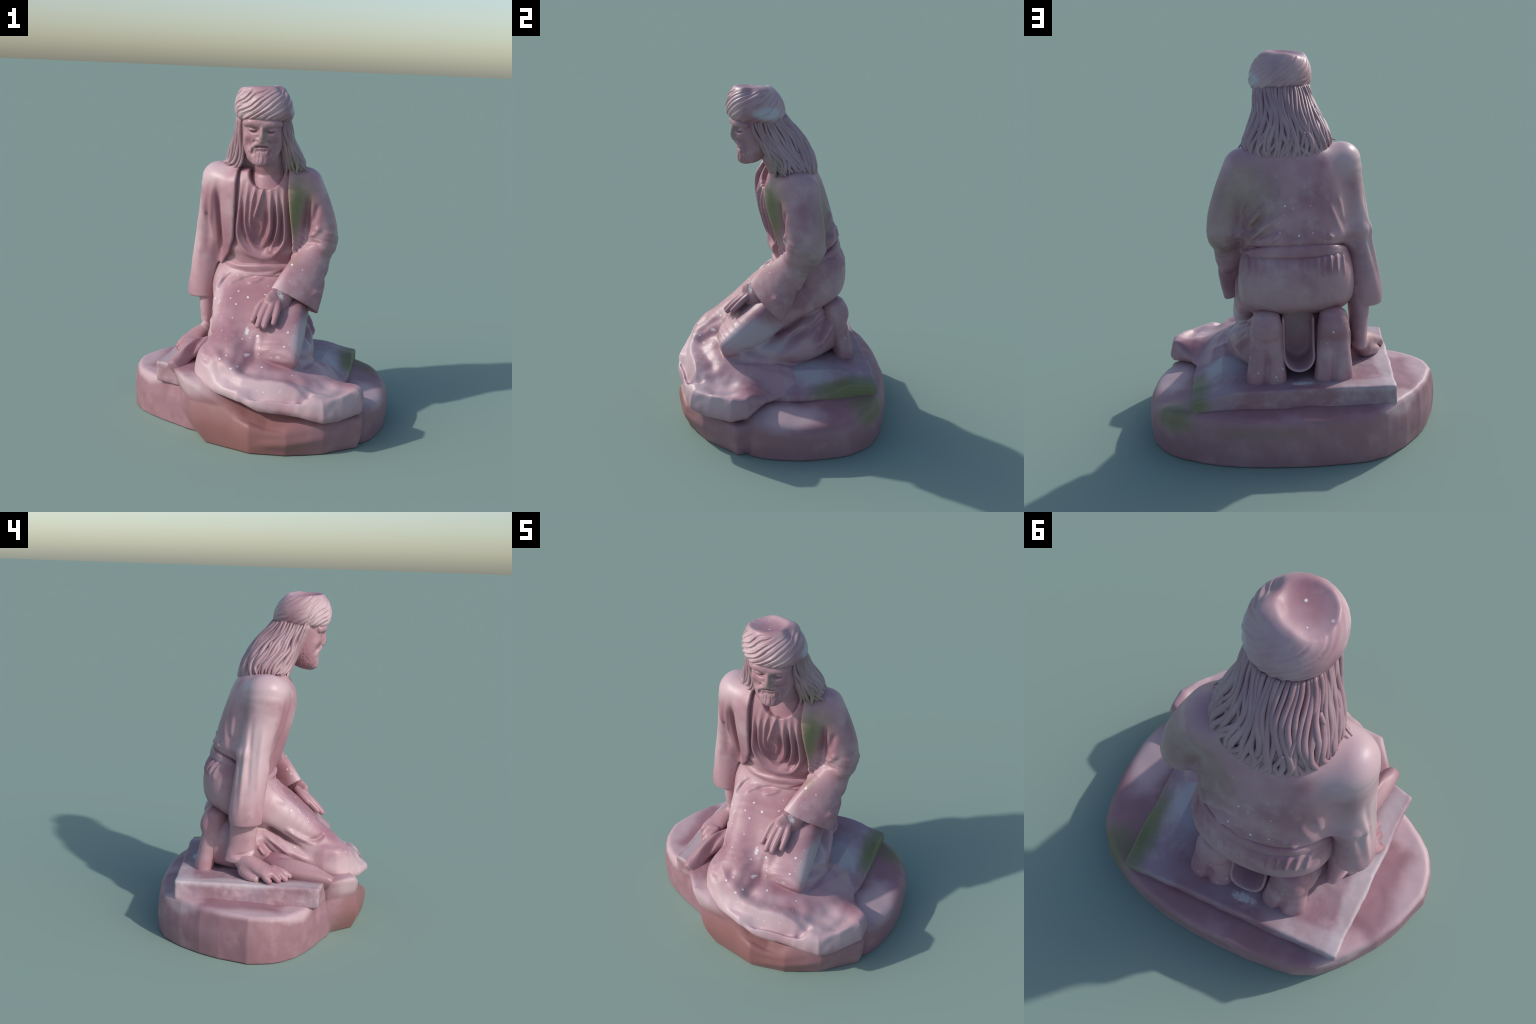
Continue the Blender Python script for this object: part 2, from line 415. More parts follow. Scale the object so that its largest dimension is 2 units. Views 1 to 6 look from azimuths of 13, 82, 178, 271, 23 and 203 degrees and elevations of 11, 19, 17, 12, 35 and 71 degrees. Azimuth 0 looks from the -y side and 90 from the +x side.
def coat_folds(P):
    x, y, z = xyz(P)
    d = np.zeros(x.shape, F)
    back = sstep(y, 0.08, 0.16)
    for path, w, h in (  # gathers above the belt, seen from behind
        ([(-.27, 1.10), (-.24, 1.17), (-.20, 1.27)], .014, .009), ([(-.285, 1.14), (-.27, 1.22), (-.25, 1.31)], .013, .006),
        ([(-.22, 1.09), (-.18, 1.13)], .012, .010), ([(.22, 1.08), (.15, 1.15), (.07, 1.21)], .014, .019), ([(.20, 1.085), (.12, 1.13), (.04, 1.16)], .010, -.010),
        ([(.225, 1.14), (.17, 1.22), (.11, 1.29)], .014, .016), ([(.21, 1.12), (.15, 1.19), (.10, 1.24)], .010, -.010), ([(.12, 1.08), (.06, 1.13), (.0, 1.16)], .012, .015),
        ([(.235, 1.20), (.20, 1.27)], .012, .010), ([(.03, 1.085), (-.03, 1.10)], .010, .007), ([(-.0, 1.42), (-.01, 1.3), (-.02, 1.2)], .04, -.006)):
        d = d + crease(x, z, path, w, h) * back
    d = d + 0.012 * np.exp(-((z - 1.10) / 0.035) ** 2) * back
    out = sstep(-x, 0.30, 0.34)
    for path, w, h in (  # long falls of the straight sleeve, seen from its side
        ([(.12, 1.25), (.145, 1.0), (.165, .72)], .014, .008), ([(.145, 1.15), (.175, .95), (.195, .72)], .010, -.008), ([(.17, 1.1), (.20, .95), (.215, .76)], .012, .005),
        ([(.03, 1.30), (.05, 1.08), (.055, .80)], .018, .007), ([(.09, 1.33), (.105, 1.2), (.115, .85)], .012, -.006),
        ([(-.04, 1.34), (-.02, 1.15), (.0, 1.0)], .016, -.010)):
        d = d + crease(y, z, path, w, h) * out * sstep(-y, -.19, -.14)
    frt = sstep(-y, -0.06, 0.0)
    for path, w, h in (  # sleeve and shoulder falls, seen from the front
        ([(-.268, 1.45), (-.262, 1.28), (-.256, 1.1), (-.265, .92)], .015, -.022), ([(-.325, 1.42), (-.335, 1.2), (-.35, .95)], .018, -.008),
        ([(-.30, 1.42), (-.31, 1.3), (-.32, 1.15)], .014, .009), ([(-.37, 1.36), (-.39, 1.1), (-.41, .85)], .02, .006),
        ([(.265, 1.40), (.262, 1.28), (.25, 1.15)], .016, -.026), ([(.26, 1.13), (.31, 1.16), (.35, 1.21)], .020, .012),
        ([(.29, 1.20), (.31, 1.27), (.32, 1.34)], .016, -.012),
        ([(.25, 1.085), (.31, 1.10), (.36, 1.09)], .012, -.009)):
        d = d + crease(x, z, path, w, h) * frt
    outl = sstep(x, 0.27, 0.31)
    for path, w, h in (  # bent sleeve, seen from its side
        ([(-.03, 1.16), (.02, 1.15), (.06, 1.10)], .016, .006),
        ([(-.02, .95), (.04, .85), (.05, .74)], .02, -.012), ([(-.10, .83), (-.05, .79)], .02, .008)):
        d = d + crease(y, z, path, w, h) * outl
    return d

def f_coat(P):
    x, y, z = xyz(P)
    t = f_torso(P) - 0.012
    zb = curve1(y, [-.12, .02, .1, .22, .34], [.88, .90, .98, 1.045, 1.07])
    t = smax(t, zb - z, 0.02)
    xl = curve1(z, [.9, .95, 1.0, 1.1, 1.3, 1.5, 1.6], [-.27, -.235, -.20, -.165, -.15, -.145, -.11])
    xr = curve1(z, [.9, 1.02, 1.27, 1.5, 1.6], [.20, .19, .169, .153, .12])
    gap = smax(smax(xl - x, x - xr, 0.01), y - 0.03, 0.02)
    t = smax(t, -gap, 0.012)
    r = sweep(P, SLEEVE_R, (1, 0, 0), 4, cap=0.022, power=2.15, cap0=.105)
    l1 = sweep(P, SLEEVE_L1, (1, 0, 0), 4)
    l2 = sweep(P, SLEEVE_L2, CUFF_AXIS, 4, cap=0.012)
    l = smin(l1, l2, 0.03)
    c3 = np.array(SLEEVE_L2[3]); c2 = np.array(SLEEVE_L2[2]); m3 = c3 + (c2 - c3) * .35
    hol = [(m3[0], m3[1], m3[2], m3[3] - .022, m3[4] - .022), (c3[0], c3[1], c3[2], c3[3] - .016, c3[4] - .014)]
    e = np.array(SLEEVE_L2[3][:3]) * 2 - np.array(SLEEVE_L2[2][:3]); hol.append((*e, .17, .042))
    l = smax(l, -sweep(P, hol, CUFF_AXIS, 3, cap=0.02), 0.01)
    r = smax(r, -sweep(P, [(-.40, .120, .60, .066, .07), (-.398, .119, .725, .066, .07)], (1, 0, 0), 1, cap=0.015), 0.012)
    d = smin(smin(t, r, 0.05), l, 0.04)
    return d - coat_folds(P)

def f_tunic(P):
    x, y, z = xyz(P)
    d = loft(P, [(.90, -.02, .15, .23, .17), (1.0, -.02, .13, .235, .18)] + [(a, b, c + .002, d_ - .02, e - .014) for a, b, c, d_, e in TORSO[2:6]] +
             [(1.52, -.005, .03, .19, .12)], 0.03, 2.3)
    d = smax(d, sweep(P, [(.02, -.22, 1.50, .10, .1), (.02, -.04, 1.50, .10, .1)], (1, 0, 0), 1) * -1, 0.01)
    g = np.zeros(x.shape, F)
    for path, w, h in (
        ([(-.115, 1.47), (-.12, 1.3), (-.145, 1.12), (-.09, 1.02), (.0, .985), (.06, .98)], .017, .013),
        ([(-.075, 1.45), (-.085, 1.3), (-.09, 1.18), (-.05, 1.07), (.01, 1.03)], .014, .017),
        ([(-.03, 1.43), (-.05, 1.3), (-.058, 1.20), (-.045, 1.13)], .011, .017), ([(.018, 1.43), (-.004, 1.33), (-.045, 1.20)], .012, .019),
        ([(.055, 1.43), (.062, 1.28), (.058, 1.16), (.01, 1.06), (-.02, 1.04)], .014, .018), ([(.09, 1.43), (.10, 1.3), (.10, 1.18), (.06, 1.06), (.01, 1.01)], .012, .015),
        ([(.125, 1.45), (.138, 1.25), (.135, 1.10), (.08, 1.01), (.02, .985)], .014, .015), ([(.02, 1.045), (.08, 1.035), (.15, 1.09)], .02, .014),
        ([(-.01, 1.22), (-.03, 1.14), (-.02, 1.06)], .025, -.012), ([(.03, 1.32), (.03, 1.2), (.0, 1.10), (-.02, 1.06)], .012, -.013),
        ([(-.105, 1.40), (-.11, 1.2), (-.09, 1.10), (-.04, 1.02)], .012, -.013), ([(.08, 1.36), (.08, 1.18), (.05, 1.08), (.0, 1.03)], .010, -.012),
        ([(.118, 1.34), (.12, 1.18), (.10, 1.06), (.04, 1.0)], .010, -.010)):
        g = g + crease(x, z, path, w, h)
    g = 1.5 * g * sstep(-y, -0.03, 0.03)
    g = g + 0.014 * np.exp(-((z - .99 - .25 * np.abs(x)) / 0.03) ** 2) - 0.024 * np.exp(-((x - .01) / .10) ** 2 - ((z - 1.05) / .075) ** 2) * sstep(-y, -0.03, 0.03)
    return d - g

def f_sash(P):
    x, y, z = xyz(P)
    zc = curve1(y, [-.10, -.02, .1, .33, .4], [.90, .912, .965, 1.045, 1.055]) - 0.03 * (np.clip(x + .03, -.3, .0) / -.3) * sstep(-y, -.1, .05)
    d = loft(P, [(.80, -.02, .165, .285, .218), (.93, -.024, .168, .282, .214), (1.05, -.03, .142, .268, .212), (1.12, -.03, .13, .26, .205)], 0.02, 2.2)
    hh = curve1(y, [-.05, .2, .35], [.042, .03, .036])
    d = smax(d, np.abs(z - zc) - hh, 0.025)
    f = crease(x, z, [(-.2, .905), (-.05, .895), (.12, .92)], .010, -.006) + crease(x, z, [(-.22, .93), (-.1, .925), (.1, .945)], .009, .004) \
        + crease(x, z, [(.06, .885), (.12, .905), (.17, .93)], .008, -.006)
    return d - f * sstep(-y, -0.1, 0.0)

def f_skirt(P):
    x, y, z = xyz(P)
    hips = loft(P, [(.64, -.03, .07, .20, .13), (.69, -.028, .105, .268, .178), (.76, -.028, .150, .300, .222), (.86, -.028, .178, .302, .216),
                    (.95, -.027, .176, .29, .204), (1.04, -.03, .152, .262, .184)], 0.05, 2.25)
    thr = sweep(P, [(-.13, .08, .79, .16, .12), (-.125, -.06, .705, .15, .118), (-.112, -.20, .59, .124, .115), (-.105, -.32, .50, .118, .11), (-.10, -.40, .44, .125, .10)], n=4, power=2.5)
    thl = sweep(P, [(.13, .08, .77, .16, .12), (.155, -.08, .672, .145, .112), (.178, -.22, .56, .13, .105), (.195, -.33, .498, .118, .078), (.195, -.36, .485, .114, .062)], n=3, power=2.9, cap=.03)
    lap = sweep(P, [(.02, .08, .79, .16, .12), (.03, -.06, .705, .14, .118), (.04, -.20, .595, .12, .110), (.05, -.30, .50, .12, .09)], n=3, power=2.4)
    cr = sweep(P, [(-.12, -.36, .42, .108, .08), (-.15, -.1, .46, .118, .12), (-.185, .12, .50, .125, .15), (-.20, .25, .53, .105, .15)], n=3)
    cl = sweep(P, [(.2, -.24, .42, .12, .07), (.205, -.1, .43, .145, .085), (.185, .10, .47, .125, .125), (.148, .24, .545, .092, .155)], n=3)
    mid = sweep(P, [(.02, -.30, .44, .14, .10), (.0, .0, .54, .18, .18), (-.02, .14, .56, .18, .17)], n=3)
    d = smin(hips, thr, 0.06); d = smin(d, smin(lap, thl, 0.012), 0.04)
    d = smin(d, smin(cr, cl, 0.03), 0.025); d = smin(d, mid, 0.03)
    # hollow of cloth between the feet
    uz = np.maximum(0, .50 - z)
    d = smax(d, -smax(np.sqrt((x + .024) ** 2 + uz ** 2) - .072, np.maximum(.20 - y, z - .70), .03), 0.015)
    g = np.zeros(x.shape, F)
    for i, cx in enumerate(np.linspace(-.27, .22, 15)):   # gathers below the belt at the back
        k = (i * 7 % 5) / 5
        amp = .017 if cx < -.1 else .010
        g = g + crease(x, z, [(cx, 1.03), (cx + .004, .98 - .01 * k), (cx + .002, .90 + .03 * k)], .009 + .003 * k, amp * (.6 + .6 * k)) * sstep(y, .12, .2)
    left = sstep(x, .12, .2)
    for path, w, h in (([(.30, .67), (.18, .60), (.05, .53), (-.06, .47)], .022, -.024), ([(.30, .62), (.24, .54), (.17, .46)], .020, .022),
                       ([(.27, .66), (.20, .56), (.15, .48)], .015, -.014), ([(.22, .66), (.14, .58), (.06, .50)], .018, .014),
                       ([(.36, .62), (.33, .52), (.33, .42)], .02, -.012), ([(-.30, .50), (-.2, .46), (-.05, .44)], .02, -.012)):
        g = g + crease(y, z, path, w, 1.4 * h) * left
    right = sstep(-x, .12, .2)
    for path, w, h in (([(.03, .66), (-.12, .56), (-.26, .47)], .017, -.022), ([(.03, .61), (-.05, .55), (-.16, .46)], .015, .018),
                       ([(.04, .57), (-.02, .50), (-.10, .44)], .015, -.018), ([(-.10, .64), (-.2, .575), (-.30, .54)], .016, .014),
                       ([(-.23, .56), (-.30, .565), (-.35, .60)], .012, -.010), ([(.05, .54), (.0, .47)], .012, .012),
                       ([(-.02, .60), (-.14, .50), (-.30, .42)], .018, .012)):
        g = g + crease(y, z, path, w, 1.3 * h) * right
    fr = sstep(-y, .0, .06)
    for path, w, h in (([(-.09, .55), (-.095, .50), (-.09, .45)], .022, -.006), ([(-.01, .57), (-.015, .5), (-.01, .45)], .022, -.006),
                       ([(.055, .62), (.06, .55), (.07, .46)], .018, -.010),
                       ([(-.24, .50), (-.20, .47), (-.16, .47)], .014, -.014), ([(.09, .49), (.16, .475), (.30, .475)], .016, .010)):
        g = g + crease(x, z, path, w, h) * fr
    up = sstep(-y, -.06, .0) * sstep(z, .75, .8)
    for path, w, h in (([(-.22, .87), (-.25, .82), (-.255, .76)], .012, .010), ([(-.17, .88), (-.21, .84), (-.235, .79)], .011, -.010),
                       ([(-.10, .87), (-.15, .845), (-.19, .82)], .010, .008), ([(.03, .875), (-.03, .85), (-.08, .84)], .010, .008),
                       ([(-.02, .875), (-.07, .86), (-.12, .845)], .008, -.008)):
        g = g + crease(x, z, path, w, h) * up
    return d - g

def f_lower(P): return smin(f_skirt(P), f_ledge(P), 0.02 + 0.07 * sstep(-P[..., 0], -.08, .02))

def foot(P, heel, toe, wid_heel, wid_toe):
    """Upright sole: toes pressed on the slab, ball narrowing to an arch, round heel on top."""
    hx, hy, hz = heel; tx, ty, tz = toe
    def st(t, a, b, dy=0.0): return (tx + (hx - tx) * t, ty + (hy - ty) * t + dy, tz + (hz - tz) * t, a, b)
    d = sweep(P, [st(-.05, wid_toe, .058), st(.12, wid_toe * .98, .06), st(.35, wid_toe * .9, .058, -.004), st(.62, wid_heel * 1.02, .072, -.018),
                  st(.85, wid_heel, .08, -.012), st(1.0, wid_heel * .86, .068, -.016)], power=2.3, cap=.05)
    x, y, z = xyz(P)
    g = crease(x, z, [(hx, .56), (tx - .006, .46), (tx + .012, .33), (tx + .02, .25)], .018, .02) + crease(x, z, [(hx - .07, .60), (hx, .575), (hx + .07, .60)], .022, .008)
    return d + g * sstep(y, hy - .02, hy + .03)
def f_foot_l(P): return foot(P, (.136, .322, .678), (.147, .372, .36), .084, .104)
def f_foot_r(P): return foot(P, (-.207, .318, .682), (-.200, .368, .36), .084, .102)

def f_cloth_fold(P):   # the robe's hem hanging as a trough between the feet
    x, y, z = xyz(P)
    r = np.sqrt((x + .024) ** 2 + np.maximum(0, .50 - z) ** 2)
    back = .345 + .06 * sstep(-z, -.56, -.42)
    d = smax(np.abs(r - .077) - .007, np.maximum(y - back, .20 - y), .012)
    return smax(d, z - .70, .02)

# ---------------------------------------------------------------- hands
def f_hand_l(P):
    d = sweep(P, [(.205, -.09, .855, .04, .035), (.185, -.14, .815, .05, .034), (.15, -.185, .782, .074, .030), (.112, -.22, .758, .066, .025)], side=(.72, .55, -.2), n=3)
    fingers = ([(.085, -.20, .775), (.052, -.225, .755), (.037, -.268, .715), (.026, -.308, .675)], [(.105, -.21, .772), (.086, -.245, .745), (.072, -.295, .70), (.064, -.338, .655)],
               [(.125, -.215, .768), (.118, -.252, .738), (.108, -.298, .695), (.102, -.336, .655)], [(.15, -.21, .768), (.155, -.25, .735), (.152, -.285, .70), (.149, -.312, .672)])
    for f, r in zip(fingers, (.018, .0195, .0195, .0175)):
        d = smin(d, sweep(P, [(*p, q, q) for p, q in zip(f, (r, r * 1.05, r, r * .85))], n=3), 0.010)
    d = smin(d, sweep(P, [(.11, -.18, .785, .024, .02), (.06, -.205, .762, .019, .017), (.03, -.245, .728, .015, .015)], n=3), 0.012)
    return d
def f_hand_r(P):
    d = sweep(P, [(-.37, .13, .46, .05, .05), (-.40, .07, .45, .058, .045), (-.425, .01, .43, .068, .034), (-.435, -.03, .42, .058, .028)], side=(.9, -.45, 0), n=3)
    for kn, md, tip, r in (((-.468, .015, .425), (-.490, -.005, .405), (-.502, -.026, .385), .022), ((-.445, -.02, .425), (-.463, -.05, .41), (-.473, -.077, .385), .022),
                           ((-.42, -.045, .428), (-.437, -.085, .41), (-.447, -.118, .385), .021), ((-.395, -.05, .432), (-.408, -.10, .418), (-.415, -.142, .395), .02)):
        d = smin(d, sweep(P, [(*kn, r, r), (*md, r, r * .95), (*tip, r * .85, r * .8)], n=3), 0.012)
    d = smin(d, sweep(P, [(-.40, .11, .41, .05, .045), (-.44, .085, .395, .035, .03), (-.465, .05, .385, .025, .02)], n=3), 0.02)
    return d
def f_forearm_r(P):
    d = sweep(P, [(-.362, .125, .80, .06, .082), (-.362, .13, .69, .058, .08), (-.36, .14, .56, .048, .078), (-.362, .15, .50, .042, .080), (-.362, .152, .462, .042, .085)], n=4, cap=.02)
    x, y, z = xyz(P)
    return d - crease(y, z, [(.04, .53), (.12, .485), (.22, .475)], .014, .008) + crease(y, z, [(.05, .545), (.12, .51), (.2, .50)], .010, .006)
def f_flap(P):   # the tail of cloth that runs from under the hand over the slab's edge
    d = sweep(P, [(-.22, .0, .42, .06, .055), (-.29, -.07, .425, .066, .058), (-.358, -.16, .415, .058, .05), (-.392, -.26, .398, .046, .047), (-.408, -.345, .375, .036, .048), (-.412, -.375, .362, .032, .045)], side=(.8, -.2, .5), n=4, power=2.7, cap=.012)
    x, y, z = xyz(P)
    return d - crease(x, y, [(-.34, -.06), (-.375, -.2), (-.40, -.37)], .016, .010) + crease(x, y, [(-.31, -.06), (-.34, -.18), (-.37, -.30)], .014, .014)

# ---------------------------------------------------------------- head
def f_neck(P):
    return sweep(P, [(.02, .04, 1.36, .16, .15), (.02, .035, 1.43, .135, .13), (.02, .02, 1.49, .11, .10), (.018, -.03, 1.57, .092, .088), (.016, -.08, 1.68, .09, .09)], n=4)
HX, HY = .006, -.15
def face_frame(P, yaw=10.0):
    """Head turned a little to its left: local x across the face (mirrored), local y front to back."""
    c, s = math.cos(math.radians(yaw)), math.sin(math.radians(yaw))
    dx, dy = P[..., 0] - HX, P[..., 1] - HY
    return c * dx + s * dy, -s * dx + c * dy + HY, P[..., 2]
def f_head(P):
    x, y, z = face_frame(P)
    s = np.abs(x); Q = np.stack([s, y, z], -1)
    d = ellipsoid(Q, (0, -.152, 1.775), (.120, .150, .15))
    d = smin(d, ellipsoid(Q, (0, -.172, 1.66), (.104, .095, .10)), 0.05)
    d = smin(d, ellipsoid(Q, (0, -.205, 1.598), (.076, .052, .048)), 0.035)
    d = smin(d, ellipsoid(Q, (.055, -.225, 1.70), (.04, .04, .04)), 0.03)
    d = smin(d, ellipsoid(Q, (0, -.232, 1.822), (.105, .064, .05)), 0.03)
    d = smax(d, -ellipsoid(Q, (.085, -.285, 1.665), (.03, .05, .035)), 0.03)                 # hollow cheek
    # brow shelf, eye hollows, closed lids
    d = smax(d, -ellipsoid(Q, (.050, -.318, 1.750), (.042, .056, .024)), 0.010)
    d = smin(d, sweep(Q, [(0, -.287, 1.790, .016, .018), (.035, -.291, 1.791, .016, .018), (.072, -.282, 1.792, .016, .018), (.100, -.250, 1.785, .012, .016)], n=3), 0.016)
    d = smin(d, ellipsoid(Q, (.050, -.262, 1.752), (.026, .018, .013)), 0.004)
    front = sstep(-y, .2, .23)
    d = d + crease(s, z, [(.022, 1.748), (.05, 1.741), (.078, 1.748)], .0035, .006) * front
    # nose
    nose = sweep(Q, [(0, -.285, 1.785, .012, .014), (0, -.290, 1.755, .0115, .018), (0, -.293, 1.72, .015, .021), (0, -.288, 1.697, .018, .017)], n=3)
    nose = smin(nose, ellipsoid(Q, (.022, -.272, 1.70), (.013, .02, .013)), 0.010)
    d = smin(d, nose, 0.006)
    d = d + crease(s, z, [(.034, 1.70), (.042, 1.685), (.052, 1.665)], .006, .006) * front
    # moustache, lips, beard mass
    d = smin(d, sweep(Q, [(0, -.272, 1.681, .013, .010), (.022, -.273, 1.676, .014, .013), (.046, -.258, 1.662, .013, .013), (.062, -.238, 1.636, .011, .013)], n=3), 0.008)
    d = smin(d, sweep(Q, [(0, -.261, 1.645, .007, .011), (.02, -.258, 1.646, .007, .010), (.036, -.249, 1.650, .005, .007)], n=3), 0.005)
    d = smin(d, ellipsoid(Q, (0, -.226, 1.60), (.044, .036, .04)), 0.018)
    d = smin(d, ellipsoid(Q, (0, -.230, 1.573), (.046, .036, .027)), 0.02)
    d = d + crease(s, z, [(-.01, 1.660), (.015, 1.659), (.042, 1.657)], .0045, .014) * front
    d = d + crease(s, z, [(-.01, 1.634), (.015, 1.635), (.035, 1.640)], .008, .005) * front
    d = d + crease(s, z, [(.052, 1.655), (.05, 1.63), (.045, 1.60)], .008, .006) * front
    # carved grain of the beard
    m = np.maximum(sstep(-z, -1.668, -1.645), sstep(s, .06, .085) * sstep(-z, -1.70, -1.665)) * sstep(-y, .06, .12)
    gr = vnoise(np.stack([x * 3.2, y * 2.2, z * 0.7], -1), 70, 21, 2)
    return d - m * (0.001 + 0.0028 * gr)

TURBAN = [(1.785, .012, -.155, .135, .135), (1.805, .010, -.158, .152, .158), (1.84, .012, -.162, .167, .171), (1.88, .010, -.164, .167, .170),
          (1.92, .007, -.168, .157, .158), (1.955, .003, -.172, .140, .136), (1.985, .0, -.178, .118, .110), (2.01, .0, -.18, .08, .07)]
def f_turban(P):
    x, y, z = xyz(P)
    zz = z + 0.035 * (y + .16) + 0.02 * np.clip((x - .02) / .15, -1, 1) * sstep(y, -.2, 0)      # rim dips towards the back
    zz = zz - 0.012 * sstep(-z, -1.83, -1.78)
    Q = np.stack([x, y, zz], -1)
    d = loft(Q, TURBAN, 0.025, 2.1)
    d = smax(d, z - 2.003, 0.02)
    # sunken crown with a raised broken rim
    d = smax(d, -ellipsoid(P, (-.03, -.185, 2.012), (.112, .10, .040), None), 0.012)
    d = smin(d, ellipsoid(P, (.085, -.125, 1.965), (.04, .035, .028)), 0.03)
    d = smax(d, -ellipsoid(P, (.145, -.215, 1.995), (.05, .045, .04)), 0.025)
    d = smax(d, -ellipsoid(P, (-.10, -.12, 2.01), (.07, .06, .03)), 0.03)
    # helical wraps, rising from the right temple over the brow to the left
    th = np.arctan2(x - .005, -(y + .165))
    w1 = vnoise(P, 9, 31, 2); w2 = vnoise(P, 4, 33, 2)
    ph = (z - 0.095 * th + 0.022 * w1 + 0.03 * w2)
    rad = np.sqrt((x - .0) ** 2 + (y + .175) ** 2)
    amp = (0.5 + 0.9 * sstep(w2 + 0.45 * np.cos(th), -.2, .5)) * sstep(-z, -1.985, -1.945) * sstep(rad, .09, .13)
    k = 2 * np.pi / (0.095 * 2 * np.pi / 20)
    wave = np.abs(np.sin(ph * k * 0.5)) ** 0.8
    wave2 = np.sin(ph * k * 1.5 + 5 * w1)
    return d + 0.004 - amp * (0.0085 * wave + 0.0018 * wave2 - 0.006)

# hair: surface of revolution-like shell, described by rings from turban to shoulders
HAIR = [(1.46, -.005, .030, .195, .165), (1.50, -.004, .026, .226, .170), (1.55, -.008, .014, .226, .170), (1.60, -.012, -.004, .207, .172), (1.66, -.010, -.04, .180, .174),
        (1.72, -.003, -.076, .158, .170), (1.78, .004, -.115, .146, .152), (1.84, .01, -.14, .13, .13)]
def f_hair(P):
    x, y, z = xyz(P)
    d = loft(P, HAIR, 0.02, 2.2) + 0.006
    cut = sweep(P, [(.014, -.36, 1.82, .115, .2), (.014, -.28, 1.68, .118, .2), (.014, -.20, 1.56, .125, .16), (.018, -.13, 1.46, .14, .13)], n=3)
    front = curve1(z, [1.45, 1.5, 1.6, 1.7, 1.8, 1.85], [-.02, -.032, -.080, -.130, -.180, -.20])
    d = smax(d, -cut, 0.015)
    return smax(d, front - y, 0.02)

# ---------------------------------------------------------------- materials of the parts
M_ROCK = painted_stone("rock_base_stone", base=DUSK, alt=(.30, .15, .175), pale=PINK, rust=[((.02, -.58, .05), (.42, .22, .24))],
    moss=[((.62, .44, .22), (.12, .12, .07), .7), ((.15, .60, .19), (.3, .06, .03), .2)], white=[((-.63, -.20, .26), (.16, .10, .05), .7, PALE), ((-.55, .48, .26), (.14, .12, .06), .6, PALE)],
    pales=[((-.72, .0, .28), (.08, .4, .03)), ((-.25, -.50, .32), (.22, .10, .06)), ((.66, -.05, .22), (.10, .18, .06))], dusty=.5, rough=.5)
M_SLAB = painted_stone("slab_stone", base=(.36, .245, .295), alt=DUSK, moss=[((.51, .36, .29), (.08, .22, .09), .85)],
    white=[((.38, .12, .37), (.12, .16, .06), .55, BLUEWHITE), ((-.49, .1, .37), (.05, .5, .03), .4, WHITE), ((-.35, .46, .36), (.2, .05, .03), .25, WHITE), ((-.03, .43, .36), (.05, .02, .02), .8, WHITE)], dusty=.6, rough=.55)
LOWER = dict(base=(.465, .275, .31), specks=[((0, -.22, .66), (.30, .30, .30)), ((.1, -.45, .45), (.3, .2, .2))], white=[((-.25, -.14, .70), (.05, .22, .20), .6, PALE), ((.31, -.2, .56), (.06, .2, .10), .45, BLUEWHITE), ((-.0, -.345, .618), (.010, .03, .024), .9, WHITE), ((.02, -.40, .50), (.02, .03, .008), .8, WHITE), ((.13, -.44, .505), (.03, .03, .014), .5, WHITE), ((.20, -.42, .50), (.02, .03, .012), .5, WHITE)],
    rose=[((-.05, -.10, .73), (.16, .18, .12)), ((.20, -.36, .45), (.12, .08, .03))], pales=[((.0, -.60, .36), (.34, .14, .10)), ((.52, -.50, .33), (.18, .18, .08)), ((-.2, -.45, .40), (.10, .10, .08))], rough=.45)
M_SKIRT = painted_stone("skirt_stone", **LOWER)
M_LEDGE = painted_stone("weathered_ledge_stone", **LOWER)
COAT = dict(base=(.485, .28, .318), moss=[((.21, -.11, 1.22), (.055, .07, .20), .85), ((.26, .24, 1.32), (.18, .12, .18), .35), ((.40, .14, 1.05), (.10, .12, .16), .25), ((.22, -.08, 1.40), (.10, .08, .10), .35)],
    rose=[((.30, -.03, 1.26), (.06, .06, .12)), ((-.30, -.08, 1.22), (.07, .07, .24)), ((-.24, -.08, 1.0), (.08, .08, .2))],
    pales=[((-.33, .02, 1.50), (.14, .20, .12)), ((-.47, .10, 1.2), (.10, .20, .3)), ((.12, -.22, .84), (.06, .08, .1))], specks=[((.2, -.16, .92), (.14, .12, .14)), ((-.05, .32, 1.28), (.25, .1, .2))], dusty=.5)  # pales: sunlight painted onto right shoulder top and outer sleeve
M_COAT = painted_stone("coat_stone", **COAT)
M_TUNIC = painted_stone("tunic_stone", base=(.42, .235, .265), alt=ROSE, rose=[((.0, -.10, 1.15), (.14, .10, .14))], dusty=.2)
M_SASH = painted_stone("sash_stone")
M_SKIN = painted_stone("skin_stone", rose=[((-.045, -.25, 1.70), (.03, .05, .035)), ((.075, -.23, 1.70), (.03, .05, .035))], moss=[((.04, -.29, 1.71), (.022, .05, .05), .28)], dusty=.4)
M_BEARD = painted_stone("beard_stone", dusty=.5, rough=.5)
M_HAND = painted_stone("hand_stone", base=(.42, .24, .265), alt=ROSE, white=[((.15, -.20, .80), (.022, .014, .03), .95, WHITE)], specks=[((.12, -.2, .80), (.08, .08, .08))], dusty=.25)
M_FOOT = painted_stone("foot_stone", specks=[((.14, .42, .50), (.10, .10, .12)), ((-.2, .40, .58), (.09, .10, .14))])
M_TURBAN = painted_stone("turban_stone", base=(.52, .345, .375), pales=[((-.10, -.26, 1.88), (.12, .12, .08))], white=[((.165, -.09, 1.855), (.05, .11, .035), .8, BLUEWHITE)], specks=[((-.02, -.19, 1.97), (.1, .1, .03))], rough=.42)  # base lightened and pale patch tinted in for light falling from above
M_HAIR = painted_stone("hair_stone", base=(.40, .255, .285), alt=(.33, .19, .22), moss=[((.18, -.06, 1.54), (.05, .05, .08), .4)], dusty=.35)

